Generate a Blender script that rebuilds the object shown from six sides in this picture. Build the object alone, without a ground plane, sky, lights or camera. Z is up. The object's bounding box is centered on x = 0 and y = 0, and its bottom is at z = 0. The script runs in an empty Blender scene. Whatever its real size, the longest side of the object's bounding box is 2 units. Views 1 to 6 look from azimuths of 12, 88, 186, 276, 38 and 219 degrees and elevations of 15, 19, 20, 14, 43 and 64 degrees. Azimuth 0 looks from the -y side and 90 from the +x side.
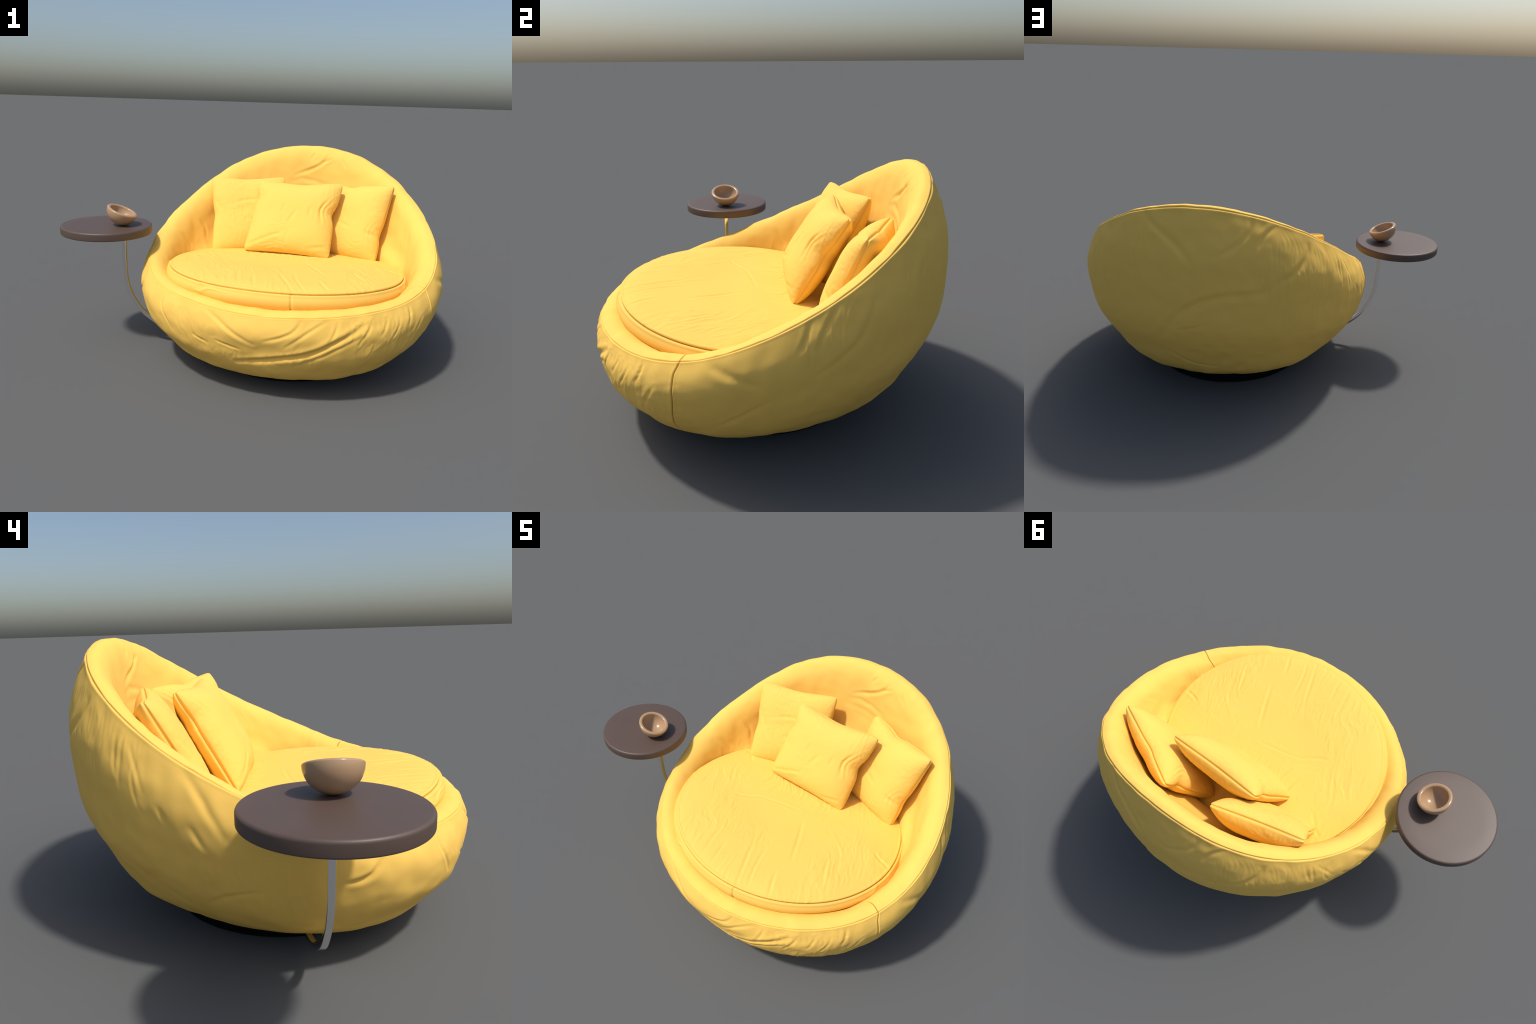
"""Round upholstered lounge sofa with seat cushion, three throw pillows,
a cantilevered side table on a bent chrome bar and a small tilted bowl."""
import bpy, math
import numpy as np
from mathutils import Vector

# ------------------------------------------------------------------ helpers
rng = np.random.default_rng(7)
_perm = np.concatenate([rng.permutation(256)] * 3)
_grad = rng.normal(size=(256, 3))
_grad /= np.linalg.norm(_grad, axis=1, keepdims=True)


def noise(p):
    """Perlin gradient noise, p (...,3) -> about -0.6..0.6"""
    p = np.asarray(p, float)
    i = np.floor(p).astype(int)
    f = p - i
    w = f * f * f * (f * (f * 6 - 15) + 10)
    i &= 255
    out = 0.0
    for a in (0, 1):
        for b in (0, 1):
            for c in (0, 1):
                h = _perm[_perm[_perm[i[..., 0] + a] + i[..., 1] + b] + i[..., 2] + c]
                g = _grad[h]
                d = (g * (f - np.array([a, b, c]))).sum(-1)
                ww = ((w[..., 0] if a else 1 - w[..., 0]) *
                      (w[..., 1] if b else 1 - w[..., 1]) *
                      (w[..., 2] if c else 1 - w[..., 2]))
                out = out + ww * d
    return out


def ridged(p):
    """thin soft ridges where the noise crosses zero"""
    n = noise(p)
    return np.exp(-(n / 0.11) ** 2)


def smooth(a, b, x):
    t = np.clip((x - a) / (b - a), 0, 1)
    return t * t * (3 - 2 * t)


def spline_matrix(kn, q):
    """natural cubic spline: matrix mapping knot values to samples q"""
    n = len(kn)
    A = np.zeros((n, n)); R = np.zeros((n, n)); A[0, 0] = A[-1, -1] = 1
    for i in range(1, n - 1):
        h0, h1 = kn[i] - kn[i - 1], kn[i + 1] - kn[i]
        A[i, i - 1], A[i, i], A[i, i + 1] = h0, 2 * (h0 + h1), h1
        R[i, i + 1] += 6 / h1; R[i, i] -= 6 / h1 + 6 / h0; R[i, i - 1] += 6 / h0
    M = np.linalg.solve(A, R)
    out = np.zeros((len(q), n))
    for r, t in enumerate(q):
        i = min(max(np.searchsorted(kn, t) - 1, 0), n - 2)
        h = kn[i + 1] - kn[i]; u = (kn[i + 1] - t) / h; w = (t - kn[i]) / h
        out[r, i] += u; out[r, i + 1] += w
        out[r] += h * h / 6 * ((u ** 3 - u) * M[i] + (w ** 3 - w) * M[i + 1])
    return out


def curve_points(ctrl, n):
    """smooth curve through control points, n samples"""
    c = np.asarray(ctrl, float)
    if len(c) == 2:
        return c[0] + (c[1] - c[0]) * np.linspace(0, 1, n)[:, None]
    k = np.arange(len(c), dtype=float)
    return spline_matrix(k, np.linspace(0, len(c) - 1, n)) @ c


def grid_normals(P, wrap):
    """normals of a (rows, cols, 3) grid"""
    if wrap:
        du = np.roll(P, -1, 1) - np.roll(P, 1, 1)
    else:
        du = np.gradient(P, axis=1)
    dv = np.gradient(P, axis=0)
    N = np.cross(du, dv)
    return N / np.maximum(np.linalg.norm(N, axis=-1, keepdims=True), 1e-12)


def crease(P, N, line, depth, width, lip=0.35):
    """signed height of one fabric fold that follows the polyline `line`:
    a valley with a soft raised lip on one side, fading at both ends"""
    seg = np.concatenate([[0], np.cumsum(np.linalg.norm(np.diff(line, axis=0), axis=1))])
    m = max(24, int(seg[-1] / (0.22 * width)))
    line = np.stack([np.interp(np.linspace(0, seg[-1], m), seg, line[:, c]) for c in range(3)], 1)
    flat = P.reshape(-1, 3)
    lo, hi = line.min(0) - 4 * width, line.max(0) + 4 * width
    idx = np.nonzero(((flat > lo) & (flat < hi)).all(1))[0]
    H = np.zeros(len(flat))
    if len(idx) == 0:
        return H.reshape(P.shape[:-1])
    q = flat[idx]
    d2 = (q ** 2).sum(1)[:, None] + (line ** 2).sum(1)[None] - 2 * q @ line.T
    j = d2.argmin(1)
    d = np.linalg.norm(q - line[j], axis=1)
    tan = np.gradient(line, axis=0)[j]
    side = np.sign((np.cross(tan, N.reshape(-1, 3)[idx]) * (q - line[j])).sum(1))
    fade = np.sin(np.pi * (0.06 + 0.88 * j / (len(line) - 1))) ** 0.8
    x = d / width * side
    H[idx] = depth * fade * (-np.exp(-x * x) + lip * np.exp(-((x - 1.7) / 1.1) ** 2)
                             + 0.5 * lip * np.exp(-((x + 2.0) / 1.3) ** 2))
    return H.reshape(P.shape[:-1])


def new_object(name, verts, faces, mat, origin=(0, 0, 0), parent=None, normals=None, smooth_shade=True):
    me = bpy.data.meshes.new(name)
    o = np.asarray(origin, float)
    me.from_pydata((np.asarray(verts) - o).tolist(), [], [list(map(int, f)) for f in faces])
    me.update()
    if smooth_shade:
        me.polygons.foreach_set("use_smooth", [True] * len(me.polygons))
    me.materials.append(mat)
    if normals is not None:
        me.normals_split_custom_set_from_vertices([Vector(n) for n in normals])
    ob = bpy.data.objects.new(name, me)
    bpy.context.collection.objects.link(ob)
    ob.location = origin
    if parent is not None:
        ob.parent = parent
        ob.location = o - np.array(parent.location)
    return ob


def grid_faces(rows, cols, wrap, off=0, flip=False):
    r, c = np.meshgrid(np.arange(rows - 1), np.arange(cols if wrap else cols - 1), indexing="ij")
    c2 = (c + 1) % cols
    f = np.stack([r * cols + c, r * cols + c2, (r + 1) * cols + c2, (r + 1) * cols + c], -1).reshape(-1, 4) + off
    return f[:, ::-1] if flip else f


def vertex_normals(V, F):
    V = np.asarray(V); n = np.zeros_like(V)
    a, b, c, d = (V[F[:, i]] for i in range(4))
    fn = np.cross(c - a, d - b)
    for i in range(4):
        np.add.at(n, F[:, i], fn)
    return n / np.maximum(np.linalg.norm(n, axis=1, keepdims=True), 1e-12)


def lathe(profile, n):
    """surface of revolution about z from a list of (r, z)"""
    pr = np.asarray(profile, float)
    a = np.linspace(0, 2 * np.pi, n, endpoint=False)
    V = np.stack([pr[:, :1] * np.cos(a), pr[:, :1] * np.sin(a), np.repeat(pr[:, 1:], n, 1)], -1).reshape(-1, 3)
    F = [list(f) for f in grid_faces(len(pr), n, True)]
    return V, F


def tube(name, pts, radius, mat, parent, closed, k=6):
    """thin round cord swept along a polyline, a closed ring or with capped ends"""
    pts = np.asarray(pts)
    if closed:
        T = np.roll(pts, -1, 0) - np.roll(pts, 1, 0)
    else:
        T = np.gradient(pts, axis=0)
    T /= np.maximum(np.linalg.norm(T, axis=1, keepdims=True), 1e-9)
    ref = np.where(np.abs(T[:, 2:]) < 0.8, [[0, 0, 1.0]], [[1.0, 0, 0]])
    A = np.cross(T, ref); A /= np.linalg.norm(A, axis=1, keepdims=True)
    Bv = np.cross(T, A)
    a = np.linspace(0, 2 * np.pi, k, endpoint=False)
    V = pts[:, None] + radius * (np.cos(a)[None, :, None] * A[:, None] + np.sin(a)[None, :, None] * Bv[:, None])
    rows = len(pts)
    F = [list(f) for f in grid_faces(rows, k, True)]
    if closed:
        l = (rows - 1) * k
        F += [[l + i, l + (i + 1) % k, (i + 1) % k, i] for i in range(k)]
    else:
        F += [list(range(k))[::-1], [(rows - 1) * k + i for i in range(k)]]
    return new_object(name, V.reshape(-1, 3), F, mat, tuple(parent.location), parent)


# ---------------------------------------------------------------- materials
def principled(name, color, rough, metallic=0.0, spec=0.5, coat=0.0):
    m = bpy.data.materials.new(name)
    m.use_nodes = True
    b = m.node_tree.nodes["Principled BSDF"]
    b.inputs["Base Color"].default_value = (*color, 1)
    b.inputs["Roughness"].default_value = rough
    b.inputs["Metallic"].default_value = metallic
    b.inputs["Specular IOR Level"].default_value = spec
    b.inputs["Coat Weight"].default_value = coat
    return m, m.node_tree, b


def add_variation(nt, bsdf, color, scale, amount, bump=0.0, bump_scale=300.0, stretch=(1, 1, 1)):
    """subtle tone mottling and a fine bump on Object coordinates"""
    tc = nt.nodes.new("ShaderNodeTexCoord")
    mp = nt.nodes.new("ShaderNodeMapping"); mp.inputs["Scale"].default_value = stretch
    nz = nt.nodes.new("ShaderNodeTexNoise"); nz.inputs["Scale"].default_value = scale; nz.inputs["Detail"].default_value = 4
    rp = nt.nodes.new("ShaderNodeValToRGB")
    rp.color_ramp.elements[0].position = 0.3; rp.color_ramp.elements[1].position = 0.7
    rp.color_ramp.elements[0].color = (*[c * (1 - amount) for c in color], 1)
    rp.color_ramp.elements[1].color = (*[min(1, c * (1 + amount)) for c in color], 1)
    nt.links.new(tc.outputs["Object"], mp.inputs["Vector"])
    nt.links.new(mp.outputs["Vector"], nz.inputs["Vector"])
    nt.links.new(nz.outputs["Fac"], rp.inputs["Fac"])
    nt.links.new(rp.outputs["Color"], bsdf.inputs["Base Color"])
    if bump > 0:
        n2 = nt.nodes.new("ShaderNodeTexNoise"); n2.inputs["Scale"].default_value = bump_scale; n2.inputs["Detail"].default_value = 3
        bp = nt.nodes.new("ShaderNodeBump"); bp.inputs["Strength"].default_value = bump; bp.inputs["Distance"].default_value = 0.001
        nt.links.new(tc.outputs["Object"], n2.inputs["Vector"])
        nt.links.new(n2.outputs["Fac"], bp.inputs["Height"])
        nt.links.new(bp.outputs["Normal"], bsdf.inputs["Normal"])


YELLOW = (0.92, 0.575, 0.122)
fabric, nt, b = principled("yellow_fabric", YELLOW, 0.8, spec=0.15)
add_variation(nt, b, YELLOW, 5.0, 0.012, bump=0.12, bump_scale=140.0)
BROWN = (0.093, 0.061, 0.047)
lacquer, nt, b = principled("brown_lacquer", BROWN, 0.50, spec=0.5)
add_variation(nt, b, BROWN, 6.0, 0.03)
TAN = (0.43, 0.275, 0.155)
glaze, nt, b = principled("tan_glazed_ceramic", TAN, 0.22, spec=0.5)
add_variation(nt, b, TAN, 20.0, 0.02)
SEAM_BROWN = (0.47, 0.26, 0.045)
seam_brown, nt, b = principled("brown_seam_line", SEAM_BROWN, 0.8, spec=0.1)
add_variation(nt, b, SEAM_BROWN, 200.0, 0.08)
chrome, nt, b = principled("chrome", (0.92, 0.92, 0.92), 0.12, metallic=1.0)
add_variation(nt, b, (0.92, 0.92, 0.92), 30.0, 0.01)
black, nt, b = principled("black_plastic", (0.003, 0.003, 0.003), 0.8, spec=0.1)

# -------------------------------------------------------------- sofa frame
CX, CY = 0.2088, 0.005          # vertical axis of the round shell; it faces -y
TURN = math.radians(1.24)       # slight turn of the whole shell
SEAM_Z = [0.6846, -0.3164, 0.0683, 0.0044, -0.0014, 0.0, -0.003]   # cosine series over the angle from the front
SEAM_R = [0.7341, 0.0357, -0.0211, 0.0027, -0.0048, 0.0042, -0.001]
OUTER = [  # (height fraction between underside and seam, radius as cosine series)
    (0.00, [0.4800, 0.0721, -0.0028, -0.0119, 0.0105, 0.0039]),
    (0.10, [0.6050, 0.0312, 0.0063, -0.0110, -0.0089, 0.0027]),
    (0.25, [0.6845, 0.0127, 0.0029, -0.0093, -0.0019, 0.0041]),
    (0.42, [0.7486, -0.0014, 0.0006, -0.0105, -0.0062, 0.0003]),
    (0.60, [0.7766, 0.0022, -0.0082, -0.0088, -0.0060, 0.0018]),
    (0.80, [0.7808, 0.0112, -0.0152, -0.0034, -0.0055, 0.0057])]
Z_UNDER = 0.0630


def cosine(c, a):
    return sum(k * np.cos(i * (a + TURN)) for i, k in enumerate(c))


sofa = bpy.data.objects.new("round_sofa", None)
bpy.context.collection.objects.link(sofa)
sofa.location = (CX, CY, 0)
sofa["label"] = "round yellow upholstered lounge sofa with attached side table"
sofa["category"] = "sofa"

# ------------------------------------------------------------- sofa shell
SEAM_PHI = 63.6
base_phi = np.arange(0, 360, 0.36)
near = np.abs(base_phi - SEAM_PHI) < 2.2
dense = SEAM_PHI + np.sort(np.concatenate([-np.geomspace(0.06, 2.2, 16), [0], np.geomspace(0.06, 2.2, 16)]))
phi = np.radians(np.sort(np.concatenate([base_phi[~near], dense])))
NC = len(phi)

zs = cosine(SEAM_Z, phi); rs = cosine(SEAM_R, phi)
back = (1 - np.cos(phi)) / 2                    # 0 front .. 1 back
side = np.sin(phi) ** 2


def mixv(front, sidev, backv):
    """value by position round the shell: front, side and back control values"""
    c = np.cos(phi)
    f = np.clip(c, 0, 1) ** 1.1; k = np.clip(-c, 0, 1) ** 1.5
    return front * f + backv * k + sidev * (1 - f - k)


kr = [cosine(c, phi) for _, c in OUTER] + [rs]
zu = 0.0620 - 0.008 * np.cos(phi)               # the underside sits lower at the front
kz = [zu + f * (zs - zu) for f, _ in OUTER] + [zs]
# rim roll and lining, as inward offset from the seam and height
INNER = [  # (front d, side d, back d), (front z, side z, back z) relative to seam
    ((0.034, 0.042, 0.040), (0.013, 0.001, -0.002)),
    ((0.068, 0.084, 0.080), (0.013, -0.030, -0.068)),
    ((0.102, 0.113, 0.100), (0.003, -0.095, -0.200)),
    ((0.126, 0.132, 0.165), (-0.018, -0.170, -0.420)),
    ((0.146, 0.155, 0.260), (-0.050, -0.215, -0.580))]
for d, z in INNER:
    kr.append(rs - mixv(*d)); kz.append(zs + mixv(*z))
kr.append(np.full(NC, 0.45)); kz.append(np.full(NC, 0.375))
kr.append(np.full(NC, 0.01)); kz.append(np.full(NC, 0.37))
kr = np.stack(kr); kz = np.stack(kz)
KN = np.arange(1, len(kr) + 1, dtype=float)
SK = 7.0                                        # knot index of the rim seam
q = np.concatenate([np.linspace(0, 1, 14)[:-1], np.linspace(1, SK - 0.12, 200),
                    SK + np.concatenate([-np.geomspace(0.1, 0.004, 9), [0], np.geomspace(0.004, 0.1, 9)]),
                    np.linspace(SK + 0.14, len(kr), 130)])
ns = int(SK)                                    # the profile has a slight kink at the stitched seam
SO = spline_matrix(KN[:ns], np.clip(q, 1, SK)); SI = spline_matrix(KN[ns - 1:], np.maximum(q, SK))
lower = (q <= SK)[:, None]
R = np.where(lower, SO @ kr[:ns], SI @ kr[ns - 1:])
Z = np.where(lower, SO @ kz[:ns], SI @ kz[ns - 1:])
lin = q < 1                                     # underside closes as a shallow cone
R[lin] = 0.02 + (kr[0] - 0.02) * q[lin][:, None]
Z[lin] = 0.046 + (zu - 0.046) * q[lin][:, None]
inn = q > len(kr) - 1
t = (q[inn] - (len(kr) - 1))[:, None]
R[inn] = kr[-2] + (kr[-1] - kr[-2]) * t
Z[inn] = kz[-2] + (kz[-1] - kz[-2]) * t
frac = np.clip((Z - Z_UNDER) / (zs - Z_UNDER), 0, 1)
# bend the columns so that the upright panel seam leans as it goes down
lean = -4.0 * smooth(0.75, 0.15, frac) + 0.8 * smooth(0.9, 1.0, frac)
wgt = np.exp(-((np.degrees(phi) - SEAM_PHI) / 14) ** 2)
PHI = phi + np.radians(lean * wgt)


def shell_point(R, PHI, Z):
    return np.stack([CX + R * np.sin(PHI), CY - R * np.cos(PHI), Z], -1)


P = shell_point(R, PHI, Z)
N = grid_normals(P, True)
if N[100, 0, 1] > 0:
    N = -N
outer = (q > 1) & (q <= SK)
inner = q > SK
arc = np.concatenate([[0], np.cumsum(np.hypot(np.diff(R.mean(1)), np.diff(Z.mean(1))))])

# soft lumps of the filling
H = 0.0060 * noise(P * 7.0) + 0.0040 * noise(P * 16.0 + 5)
H *= smooth(0.6, 1.6, q)[:, None]
# fine crumples running down from the seam, in patches
wx = np.stack([PHI * 0.77 * 26 + 1.2 * noise(P * 9), arc[:, None] * 5.5 + 0 * PHI, 0 * PHI + 3], -1)
patch = smooth(-0.05, 0.25, noise(P * 3.2 + 11) + 0.22 * np.exp(-((np.degrees(PHI) - 38) / 26) ** 2)
               + 0.12 * np.exp(-((np.degrees(PHI) - 240) / 26) ** 2))
run = smooth(0.25, 0.5, frac) * smooth(1.0, 0.9, frac)
H += (outer[:, None] * run * patch) * (0.0011 * ridged(wx) - 0.0010 * ridged(wx * 1.6 + 9))
wz = P * np.array([30, 30, 46.0]) + 2.0 * noise(P * 12)[..., None]
patch2 = smooth(0.08, 0.3, noise(P * 3.6 + 31))
H += outer[:, None] * smooth(0.2, 0.35, frac) * smooth(0.97, 0.8, frac) * patch2 * 0.0012 * noise(wz)
ln = np.stack([PHI * 9, arc[:, None] * 9 + 0 * PHI, 0 * PHI + 7], -1)
H += inner[:, None] * smooth(len(kr) - 1, len(kr) - 2, q)[:, None] * (0.0011 * ridged(ln + noise(P * 6)[..., None]) * smooth(0, .3, noise(P * 4 + 3)))


def shell_curve(pts, lining=False):
    """control points (degrees from front, height fraction) -> smooth 3D line on the shell"""
    c = curve_points(pts, 34)
    out = []
    rows = np.nonzero(inner if lining else outer)[0]
    for a, f in c:
        j = int(np.argmin(np.abs((np.degrees(phi) - a + 180) % 360 - 180)))
        i = rows[np.argmin(np.abs((Z[rows, j] - Z_UNDER) / (zs[j] - Z_UNDER) - f))]
        out.append(P[i, j])
    c = np.array(out)
    k = np.ones(5) / 5
    pad = np.vstack([c[:1]] * 2 + [c] + [c[-1:]] * 2)
    return np.stack([np.convolve(pad[:, m], k, "valid") for m in range(3)], 1)


FOLDS = [  # control points, depth, width : the clearly visible folds of the outer cover
    ([(-21, .97), (-15, .88), (-9, .76), (-3, .66)], .0060, .012),
    ([(12, .97), (10, .87), (6, .79), (0, .72)], .0050, .010),
    ([(33, .89), (28, .79), (23, .71), (17, .60), (8, .51), (-12, .35)], .0160, .016),
    ([(32, .76), (27, .68), (20, .56), (10, .38)], .0050, .012),
    ([(20, .96), (14, .84), (7, .65)], .0045, .010),
    ([(24, .94), (23, .83), (21, .73)], .0040, .008),
    ([(42, .93), (41, .84), (39, .73)], .0040, .008),
    ([(47, .90), (46, .80), (43, .66)], .0040, .008),
    ([(52, .96), (52, .87), (51, .78)], .0070, .009),
    ([(36, .92), (34, .80), (31, .66)], .0040, .008),
    ([(58, .80), (55, .66), (53, .50)], .0035, .010),
    ([(-17, .63), (-8, .56)], .0040, .008),
    ([(-26, .62), (-20, .55)], .0045, .008),
    ([(-43, .95), (-42, .82), (-39, .68), (-36, .55)], .0040, .008),
    ([(158, .985), (164, .92), (171, .86), (179, .76)], .0085, .018),
    ([(-160, .985), (-161, .93), (-166, .86), (-173, .80)], .0060, .015),
    ([(-151, .98), (-156, .92), (-158, .86)], .0065, .014),
    ([(-138, .94), (-142, .84), (-147, .76), (-152, .71)], .0100, .018),
    ([(-152, .70), (-160, .64), (-175, .60), (-188, .49), (-194, .36)], .0085, .022),
    ([(-177, .46), (-188, .42)], .0040, .012),
    ([(167, .27), (175, .19), (187, .18)], .0050, .014),
    ([(-122, .95), (-122, .85), (-122, .75)], .0050, .010),
    ([(-117, .92), (-118, .82), (-116, .70)], .0035, .008),
    ([(99, .98), (98, .92), (96, .85)], .0050, .012),
    ([(107, .98), (103, .91), (100, .81)], .0045, .012),
    ([(117, .90), (113, .78), (108, .72), (100, .66)], .0055, .016),
    ([(89, .59), (82, .50), (75, .39)], .0045, .014),
    ([(73, .95), (80, .83), (88, .69)], .0070, .020),
    ([(-105, .97), (-101, .91), (-95, .75)], .0080, .016),
    ([(-124, .95), (-124, .85), (-123, .79)], .0050, .009),
    ([(-111, .77), (-109, .71)], .0050, .012),
    ([(-103, .75), (-100, .66)], .0050, .012),
    ([(-62, .83), (-65, .71), (-70, .65)], .0100, .013),
    ([(-88, .50), (-96, .41), (-102, .30)], .0045, .012),
    ([(-120, .94), (-117, .86), (-115, .79)], .0040, .009)]
for pts, dep, wid in FOLDS:
    H += outer[:, None] * crease(P, N, shell_curve(pts), dep * (0.45 if -126 < pts[0][0] < -98 else 0.68), wid * 0.8)
LINING_FOLDS = [
    ([(168, .965), (171, .91), (178, .865), (188, .83)], .0055, .010),
    ([(171, .91), (168, .93), (166, .945)], .0035, .008),
    ([(176, .965), (178, .93)], .0030, .009),
    ([(190, .80), (178, .80), (164, .77)], .0035, .010),
    ([(192, .76), (176, .75), (160, .71)], .0030, .010),
    ([(160, .955), (157, .92)], .0035, .009),
    ([(-95, .90), (-98, .80), (-100, .72)], .0030, .012),
    ([(-110, .85), (-113, .74), (-112, .66)], .0028, .012),
    ([(52, .98), (70, .985)], .002, .02)]
for pts, dep, wid in LINING_FOLDS:
    H += inner[:, None] * crease(P, N, shell_curve(pts, True), dep, wid)
# fine crumples of the cloth on the front panel, mostly upright, between the big folds
fx = np.stack([PHI * 0.77 * 40 + 2.2 * noise(P * 8 + 3), arc[:, None] * 11 + 1.2 * noise(P * 11), 0 * PHI + 21], -1)
fr = np.exp(-((np.degrees(PHI) - 34) / 24) ** 2) + 0.22 * np.exp(-((np.degrees(PHI) - 240) / 22) ** 2) + 0.03
fm = smooth(-0.12, 0.2, noise(P * 5 + 60))
H += outer[:, None] * fr * fm * smooth(0.22, 0.4, frac) * smooth(1.0, 0.88, frac) * (0.0010 * ridged(fx) - 0.0008 * ridged(fx * 1.31 + 7))
# stitched seams: rim seam all round, upright seam on one front corner
seam_d = np.abs(arc - arc[np.argmin(np.abs(q - SK))])[:, None]
H -= 0.0105 * np.exp(-(seam_d / 0.0026) ** 2) - 0.0006 * np.exp(-((seam_d - 0.007) / 0.005) ** 2)
up_d = np.abs(np.degrees(phi) - SEAM_PHI) * np.pi / 180 * 0.77
upright = np.exp(-(up_d / 0.0026) ** 2) - 0.12 * np.exp(-((up_d - 0.008) / 0.005) ** 2)
H -= 0.0050 * upright * (((q > 1) & (q < SK + 4))[:, None])
P = P + N * H[..., None]

rows = len(q)
V = P.reshape(-1, 3)
F = grid_faces(rows, NC, True)
VN = vertex_normals(V, F)
if VN.reshape(rows, NC, 3)[100, 0, 1] > 0:
    F = F[:, ::-1]; VN = -VN
seam_row = int(np.argmin(np.abs(q - SK)))
frow = np.arange(len(F)) // NC
fcol = np.arange(len(F)) % NC
seam_col = int(np.argmin(np.abs(np.degrees(phi) - SEAM_PHI)))


def region(name, mask):
    f = F[mask]
    ids, inv = np.unique(f, return_inverse=True)
    return new_object(name, V[ids], inv.reshape(f.shape), fabric, (CX, CY, 0), sofa, VN[ids])


region("outer_cover", frow < seam_row)
region("inner_lining", frow >= seam_row)

# thin brown tubes laid in the seam grooves to draw the dark lines
NG = VN.reshape(rows, NC, 3)
LIFT = 0.0050
tube("dark_seam_line", P[seam_row] + NG[seam_row] * LIFT, 0.0015, seam_brown, sofa, True)
ur = np.nonzero((q > 1.05) & (q < SK + 2.6) & (np.abs(q - SK) > 0.02))[0]
tube("dark_seam_line", P[ur, seam_col] + NG[ur, seam_col] * 0.0012, 0.0014, seam_brown, sofa, False)

# -------------------------------------------------------------- plinth
prof = [(0.002, 0.0), (0.436, 0.0), (0.44, 0.003), (0.44, 0.03), (0.43, 0.062), (0.30, 0.065), (0.002, 0.065)]
V_, F_ = lathe(prof, 128)
new_object("plinth", V_ + np.array([0.205, -0.029, 0]), F_, black, (0.205, -0.029, 0), sofa, smooth_shade=False)

# -------------------------------------------------------------- seat cushion
SX, SY, SRX, SRY, SZ, STILT = 0.195, -0.085, 0.615, 0.575, 0.474, -0.078
ca = np.radians(np.arange(0, 360, 0.4)); nca = len(ca)
rho_in = np.concatenate([np.linspace(0.0008, 0.9, 130), 1 - np.geomspace(0.1, 0.0015, 26)[1:]])
top = [(r, 0.034 * (1 - r ** 5.0) ** 0.6) for r in rho_in]
sd = np.linspace(0, 1, 40)
# boxing strip below the top seam, bulging outward
box = [(1.0 + 0.042 * math.sin(math.pi * min(1, s * 1.05)) ** 0.8 - 0.03 * s * s, -0.10 * s) for s in sd]
cp = np.array(top + [(1.0, 0.0)] + box[1:] + [(0.90, -0.115), (0.5, -0.12), (0.01, -0.12)])
n_seam = len(top)
cr, cz = cp[:, :1], cp[:, 1:]
# finer rows right under the seam
X = SRX * cr * np.cos(ca); Y = SRY * cr * np.sin(ca)
Pc = np.stack([SX + X, SY + Y, SZ + STILT * Y + cz + 0 * X], -1)
Nc = grid_normals(Pc, True)
if Nc[30, 0, 2] < 0:
    Nc = -Nc
is_top = (np.arange(len(cp)) <= n_seam)[:, None]
Hc = 0.006 * noise(Pc * 5 + 2) * np.ones_like(X)
dirv = np.array([-0.40, 0.917]); per = np.array([0.917, 0.40])
al = (Pc[..., 0] * dirv[0] + Pc[..., 1] * dirv[1]); ac = (Pc[..., 0] * per[0] + Pc[..., 1] * per[1])
warp = noise(Pc * 6 + 40)
g1 = np.stack([ac * 24 + 1.5 * warp, al * 5.0 + 0.8 * warp, 0 * al + 1], -1)
g2 = np.stack([ac * 38 + 2.0 * warp, al * 8.0, 0 * al + 17], -1)
pm = smooth(-0.18, 0.22, noise(Pc * 4.0 + 70))
Hc += is_top * pm * (0.0014 * ridged(g1) - 0.0011 * ridged(g2) + 0.0010 * noise(g2 * 1.5))
Hc += is_top * 0.0006 * noise(Pc * 45)
Hc += (~is_top) * 0.0035 * ridged(np.stack([np.cos(ca) * 5 + 0 * cz, np.sin(ca) * 5 + 0 * cz, cz * 26 + 0 * X], -1)) * smooth(0, .25, noise(Pc * 5 + 8))


def on_top(pts):
    c = curve_points(pts, 30)
    u, v = (c[:, 0] - SX) / SRX, (c[:, 1] - SY) / SRY
    r = np.clip(np.hypot(u, v), 0, 1)
    return np.stack([c[:, 0], c[:, 1], SZ + STILT * (c[:, 1] - SY) + 0.034 * (1 - r ** 5.0) ** 0.6], 1)


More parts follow.
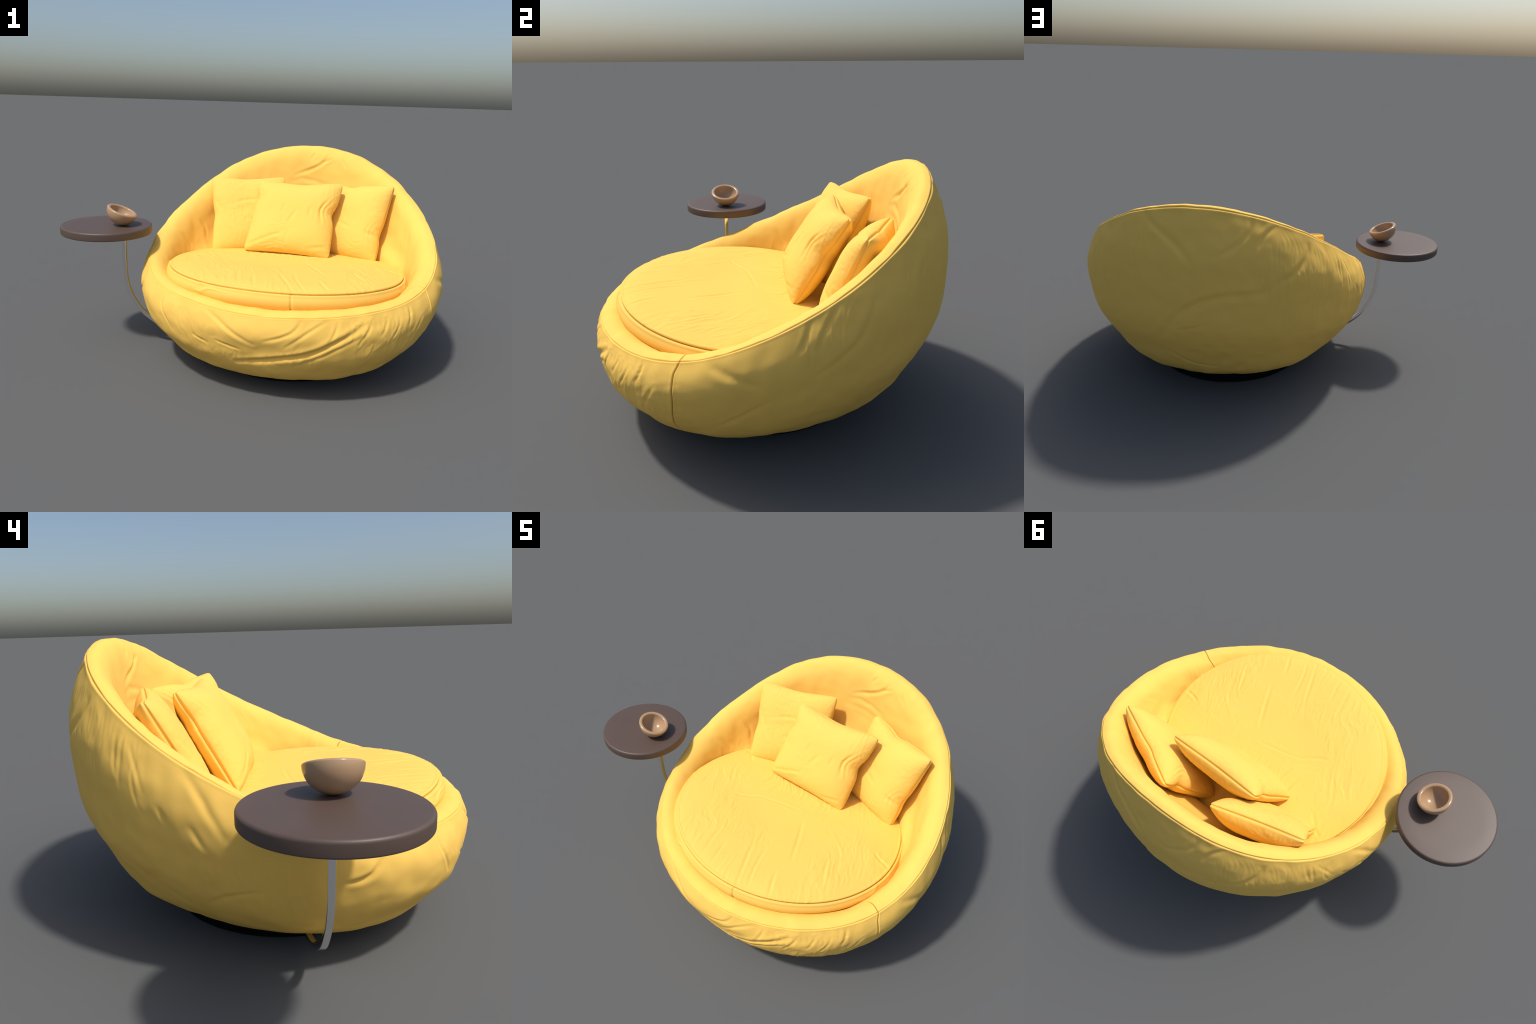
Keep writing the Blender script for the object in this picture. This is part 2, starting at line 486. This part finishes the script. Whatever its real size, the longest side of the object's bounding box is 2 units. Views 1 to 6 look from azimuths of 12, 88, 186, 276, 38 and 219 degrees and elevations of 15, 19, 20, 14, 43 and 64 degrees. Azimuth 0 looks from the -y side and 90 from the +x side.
for pts, dep, wid in [
        ([(0.42, -0.36), (0.36, -0.22), (0.31, -0.12)], .0045, .010),
        ([(0.02, -0.10), (-0.06, -0.16), (-0.11, -0.18)], .0045, .009),
        ([(0.25, -0.05), (0.10, -0.08), (0.0, -0.11)], .0025, .008),
        ([(-0.22, 0.10), (-0.28, 0.16), (-0.33, 0.18)], .0040, .009),
        ([(0.30, -0.62), (0.25, -0.50), (0.21, -0.40)], .0050, .009),
        ([(0.36, -0.62), (0.31, -0.50), (0.28, -0.38)], .0040, .008),
        ([(0.47, -0.60), (0.43, -0.52), (0.41, -0.46)], .0045, .009),
        ([(0.06, -0.62), (0.03, -0.50), (0.0, -0.38)], .0035, .009),
        ([(0.13, -0.62), (0.10, -0.48)], .0040, .008),
        ([(-0.02, 0.10), (-0.05, 0.0)], .0045, .009),
        ([(0.05, 0.08), (0.02, -0.02)], .0040, .009),
        ([(-0.20, -0.10), (-0.25, -0.02), (-0.27, 0.05)], .0035, .009),
        ([(-0.30, -0.25), (-0.32, -0.15)], .0035, .008),
        ([(0.795, -0.06), (0.74, -0.05), (0.70, -0.035)], .0070, .008),
        ([(0.62, -0.38), (0.57, -0.28), (0.55, -0.2)], .0035, .008)]:
    Hc += is_top * crease(Pc, Nc, on_top(pts), dep * 0.55, wid * 0.9, 0.5)
carc = np.concatenate([[0], np.cumsum(np.hypot(np.diff(cp[:, 0]) * 0.6, np.diff(cp[:, 1])))])
sdist = np.abs(carc - carc[n_seam])[:, None]
Hc -= 0.0065 * np.exp(-(sdist / 0.0030) ** 2) - 0.003 * np.exp(-((sdist - 0.010) / 0.006) ** 2)
# upright seam of the boxing strip, at the front
va = np.arctan2(-0.656 - SY, (0.309 - SX) * SRY / SRX)
vd = np.abs((ca - va + np.pi) % (2 * np.pi) - np.pi) * 0.6
Hc -= (~is_top) * 0.008 * np.exp(-(vd / 0.004) ** 2)
Pc = Pc + Nc * Hc[..., None]
Fc = grid_faces(len(cp), nca, True)
Vc = Pc.reshape(-1, 3)
Nn = vertex_normals(Vc, Fc)
if Nn.reshape(len(cp), nca, 3)[30, 0, 2] < 0:
    Fc = Fc[:, ::-1]
Fc = [list(f) for f in Fc] + [list(range(nca))]
new_object("seat_cushion", Vc, Fc, fabric, (SX, SY, SZ), sofa)
sn = Nc[n_seam]
tube("dark_seam_line", Pc[n_seam] + sn * 0.0016, 0.0013, seam_brown, sofa, True)


# -------------------------------------------------------------- throw pillows
def pillow(tl, tr, bl, br, thick_front, thick_back, pinches, folds, seed, n=150):
    """square pillow spanned by its four corner tips.
    pinches: (edge, position along it, depth, width); folds in (u, v) of the front face"""
    tl, tr, bl, br = map(np.array, (tl, tr, bl, br))
    a = np.linspace(-1, 1, n)
    s = np.sign(a) * (1 - (1 - np.abs(a)) ** 1.9)
    u, v = np.meshgrid(s, s, indexing="xy")
    un, vn = u.copy(), v.copy()
    # edges sag inward between the corners
    un = un * (1 - 0.050 * (1 - v ** 2) - 0.022 * v ** 16); vn = vn * (1 - 0.050 * (1 - u ** 2) - 0.022 * u ** 16)
    un, vn = un * 1.028, vn * 1.028
    for edge, pos, dep, wid in pinches:
        if edge in "lr":
            sg = 1 if edge == "r" else -1
            un = un - sg * dep * np.exp(-((v - pos) / wid) ** 2) * smooth(0.0, 1, sg * u)
        else:
            sg = 1 if edge == "t" else -1
            vn = vn - sg * dep * np.exp(-((u - pos) / wid) ** 2) * smooth(0.0, 1, sg * v)
    m = np.maximum(np.abs(u), np.abs(v))
    ctr = (tl + tr + bl + br) / 4
    nrm = np.cross((tr - tl) + (br - bl), (tl - bl) + (tr - br)); nrm /= np.linalg.norm(nrm)
    if nrm[1] > 0:
        nrm = -nrm
    half = 0.225
    prof = ((1 - np.abs(u) ** 3.2) * (1 - np.abs(v) ** 3.2))
    verts = []
    for sgn, T in ((1, thick_front), (-1, thick_back)):
        h = T * np.clip(prof, 0, 1) ** 0.5
        # pinched edges flatten the filling
        D = np.sqrt(h ** 2 + ((1 - m) * half) ** 2)
        shrink = 1 - 0.030 * np.exp(-(D / 0.0055) ** 2)
        U, W = un * shrink, vn * shrink
        wu, wv = (1 + U[..., None]) / 2, (1 + W[..., None]) / 2
        Q = (bl * (1 - wu) + br * wu) * (1 - wv) + (tl * (1 - wu) + tr * wu) * wv
        Pq = Q + nrm * (sgn * h)[..., None]
        Np = grid_normals(Pq, False)
        if (Np[n // 2, n // 2] @ nrm) * sgn < 0:
            Np = -Np
        edge = smooth(0.0, 0.03, D)
        o = seed * 13.7
        hh = 0.005 * noise(Pq * 8 + o)
        wr = noise(Pq * 7 + o + 4)
        gg = np.stack([u * 9 + 2.2 * wr + 1.5 * v, v * 3.0 + wr, 0 * u + o], -1)
        gh = np.stack([v * 9 + 2.2 * wr, u * 2.4 + wr, 0 * u + o + 9], -1)
        pt = smooth(-0.1, 0.25, noise(Pq * 6 + o + 21)); pt2 = smooth(-0.05, 0.25, noise(Pq * 6 + o + 55))
        hh += 0.0012 * ridged(gg) * pt - 0.0011 * ridged(gh) * pt2 + 0.0004 * noise(Pq * 55)
        # puckers along the seam
        pk = np.stack([u * 16, v * 16, 0 * u + o], -1)
        hh += 0.0018 * noise(pk) * smooth(0.75, 0.97, m)
        if sgn > 0:
            for pts, dep, wid in folds:
                c = curve_points(pts, 24)
                ii = np.abs(s[None] - c[:, 1:]).argmin(1); jj = np.abs(s[None] - c[:, :1]).argmin(1)
                hh += crease(Pq, Np, Pq[ii, jj], dep * 0.6, wid, 0.5)
        for eg, pos, dep, wid in pinches:   # tucks running beside each pinch
            for k in (0.82, 0.72):
                if eg in "lr":
                    sg = 1 if eg == "r" else -1
                    line = [(sg * (k + 0.08), pos + 0.34), (sg * k, pos + 0.04), (sg * (k + 0.03), pos - 0.32)]
                else:
                    sg = 1 if eg == "t" else -1
                    line = [(pos + 0.34, sg * (k + 0.08)), (pos + 0.04, sg * k), (pos - 0.32, sg * (k + 0.03))]
                c = curve_points(line, 24)
                ii = np.abs(s[None] - c[:, 1:]).argmin(1); jj = np.abs(s[None] - c[:, :1]).argmin(1)
                hh += crease(Pq, Np, Pq[ii, jj], dep * 0.030, 0.007, 0.4)
        Pq = Pq + Np * (hh * edge)[..., None]
        verts.append(Pq)
    A, Bk = verts
    V = A.reshape(-1, 3).tolist()
    ids_a = np.arange(n * n).reshape(n, n)
    ids_b = np.full((n, n), -1)
    ids_b[0], ids_b[-1], ids_b[:, 0], ids_b[:, -1] = ids_a[0], ids_a[-1], ids_a[:, 0], ids_a[:, -1]
    cnt = n * n
    inner_ = Bk[1:-1, 1:-1].reshape(-1, 3)
    ids_b[1:-1, 1:-1] = cnt + np.arange(len(inner_)).reshape(n - 2, n - 2)
    V = np.array(V + inner_.tolist())

    def quads(ids):
        return np.stack([ids[:-1, :-1], ids[:-1, 1:], ids[1:, 1:], ids[1:, :-1]], -1).reshape(-1, 4)
    fa, fb = quads(ids_a), quads(ids_b)[:, ::-1]
    p = V[fa[len(fa) // 2]]
    if np.cross(p[1] - p[0], p[3] - p[0]) @ nrm < 0:
        fa, fb = fa[:, ::-1], fb[:, ::-1]
    ob = new_object("throw_pillow", V, np.vstack([fa, fb]), fabric, ctr)
    ob["label"] = "square yellow fabric throw pillow with seamed edge"
    ob["category"] = "pillow"
    return ob


# middle pillow
pillow((-0.045, .331, .867), (.447, .329, .874), (-.079, .108, .498), (.405, .109, .485), .086, .085,
       [("r", 0.15, 0.09, 0.22), ("l", 0.45, 0.05, 0.18), ("t", 0.0, 0.05, 0.5)],
       [([(-.9, -.85), (-.5, -.68), (-.1, -.5)], .005, .010), ([(.9, -.75), (.5, -.85)], .004, .010),
        ([(.1, .1), (.0, -.1), (-.05, -.25)], .0045, .010), ([(.75, .45), (.72, .1), (.7, -.2)], .005, .010),
        ([(.45, .2), (.42, -.05)], .0035, .010), ([(-.2, .3), (-.25, .0)], .003, .010)], 1)
# pillow on the table side
pillow((-.345, .358, .868), (.083, .484, .877), (-.278, .151, .469), (.145, .282, .475), .058, .105,
       [("l", -0.05, 0.035, 0.2), ("t", 0.0, 0.03, 0.5)],
       [([(-.5, .2), (-.1, .3), (.3, .32)], .0045, .010), ([(-.9, .35), (-.7, -.1), (-.4, -.45)], .004, .012),
        ([(-.1, -.2), (.3, -.3)], .004, .009), ([(-.6, .6), (-.2, .55)], .003, .009)], 2)
# pillow on the far side
pillow((.318, .528, .845), (.737, .345, .880), (.245, .338, .450), (.660, .197, .458), .086, .095,
       [("t", -0.1, 0.07, 0.22), ("l", 0.5, 0.07, 0.18), ("r", -0.3, 0.04, 0.2)],
       [([(.95, -.35), (.7, -.3)], .006, .010), ([(.0, .2), (.1, .0)], .004, .010),
        ([(-.1, -.1), (.3, -.25)], .0035, .010), ([(0.0, .95), (-.1, .6), (-.3, .3)], .004, .018)], 3)

# -------------------------------------------------------------- side table
TX, TY, TR, TZ, TH = -0.7611, -0.2212, 0.2388, 0.6662, 0.043


def rounded_disc(r, z0, z1, bt, bb, k=6):
    pr = [(0.001, z0)]
    for i in range(k + 1):
        a = math.pi / 2 * i / k
        pr.append((r - bb + bb * math.sin(a), z0 + bb - bb * math.cos(a)))
    for i in range(k + 1):
        a = math.pi / 2 * i / k
        pr.append((r - bt + bt * math.cos(a), z1 - bt + bt * math.sin(a)))
    pr += [(r * 0.7, z1), (0.001, z1)]
    return pr


V_, F_ = lathe(rounded_disc(TR, TZ - TH, TZ, 0.010, 0.006), 160)
new_object("table_top", V_ + np.array([TX, TY, 0]), F_, lacquer, (TX, TY, TZ), sofa)

# bent square chrome bar: drops from the table top, sweeps under the sofa to the plinth
path = curve_points([(0, .628), (0, .56), (0.0005, .49), (.003, .42), (.009, .355), (.028, .290), (.058, .236), (.098, .182),
                     (.143, .144), (.190, .113), (.260, .080), (.340, .057), (.420, .047), (.54, .043)], 140)
ang = math.atan(0.19)
dx, dy = math.cos(ang), math.sin(ang)
C = np.stack([-0.6640 + path[:, 0] * dx, -0.2215 + path[:, 0] * dy, path[:, 1]], 1)
T = np.gradient(C, axis=0); T /= np.linalg.norm(T, axis=1, keepdims=True)
Bn = np.array([[0, 1.0, 0]]) - T * T[:, 1:2]          # the bar keeps its faces square to the table
Bn /= np.linalg.norm(Bn, axis=1, keepdims=True); Nb = np.cross(T, Bn)
w, bv = 0.0108, 0.0025
sec = []
for sx, sy in ((1, 1), (-1, 1), (-1, -1), (1, -1)):
    a0 = math.atan2(sy, sx)
    for k in (-0.5, -0.17, 0.17, 0.5):
        sec.append((sx * (w - bv) + bv * math.cos(a0 + k * math.pi / 2), sy * (w - bv) + bv * math.sin(a0 + k * math.pi / 2)))
sec = np.array(sec)
Pb = C[:, None] + sec[None, :, :1] * Bn[:, None] + sec[None, :, 1:] * Nb[:, None]
Fb = [list(f) for f in grid_faces(len(C), len(sec), True)]
Fb += [list(range(len(sec)))[::-1], [len(sec) * (len(C) - 1) + i for i in range(len(sec))]]
new_object("table_leg", Pb.reshape(-1, 3), Fb, chrome, tuple(C[0]), sofa)

# -------------------------------------------------------------- bowl
RB, HB, WALL = 0.0812, 0.0793, 0.0185
prof = []
for p in np.linspace(math.pi / 2 - 0.01, 0.12, 30):
    prof.append((RB * math.cos(p), -HB * math.sin(p)))
for a in np.linspace(-0.1, math.pi + 0.1, 12):     # rounded lip
    prof.append((RB - WALL / 2 + WALL / 2 * math.cos(a), -0.0025 + 0.006 * math.sin(a)))
for p in np.linspace(0.12, math.pi / 2 - 0.01, 30):
    prof.append(((RB - WALL) * math.cos(p), -(HB - WALL) * math.sin(p)))
V_, F_ = lathe(prof, 96)
tilt, az = 0.374, 0.107
k = np.array([-math.sin(az), math.cos(az), 0])
V_ = V_ * math.cos(tilt) + np.cross(k, V_) * math.sin(tilt) + np.outer(V_ @ k, k) * (1 - math.cos(tilt))
V_[:, 2] += TZ + 0.0003 - V_[:, 2].min()
V_ += np.array([-0.6687, -0.2234, 0])
bowl = new_object("bowl", V_, F_, glaze, (-0.6687, -0.2234, TZ))
bowl["label"] = "small tan glazed bowl tilted on the table"
bowl["category"] = "bowl"
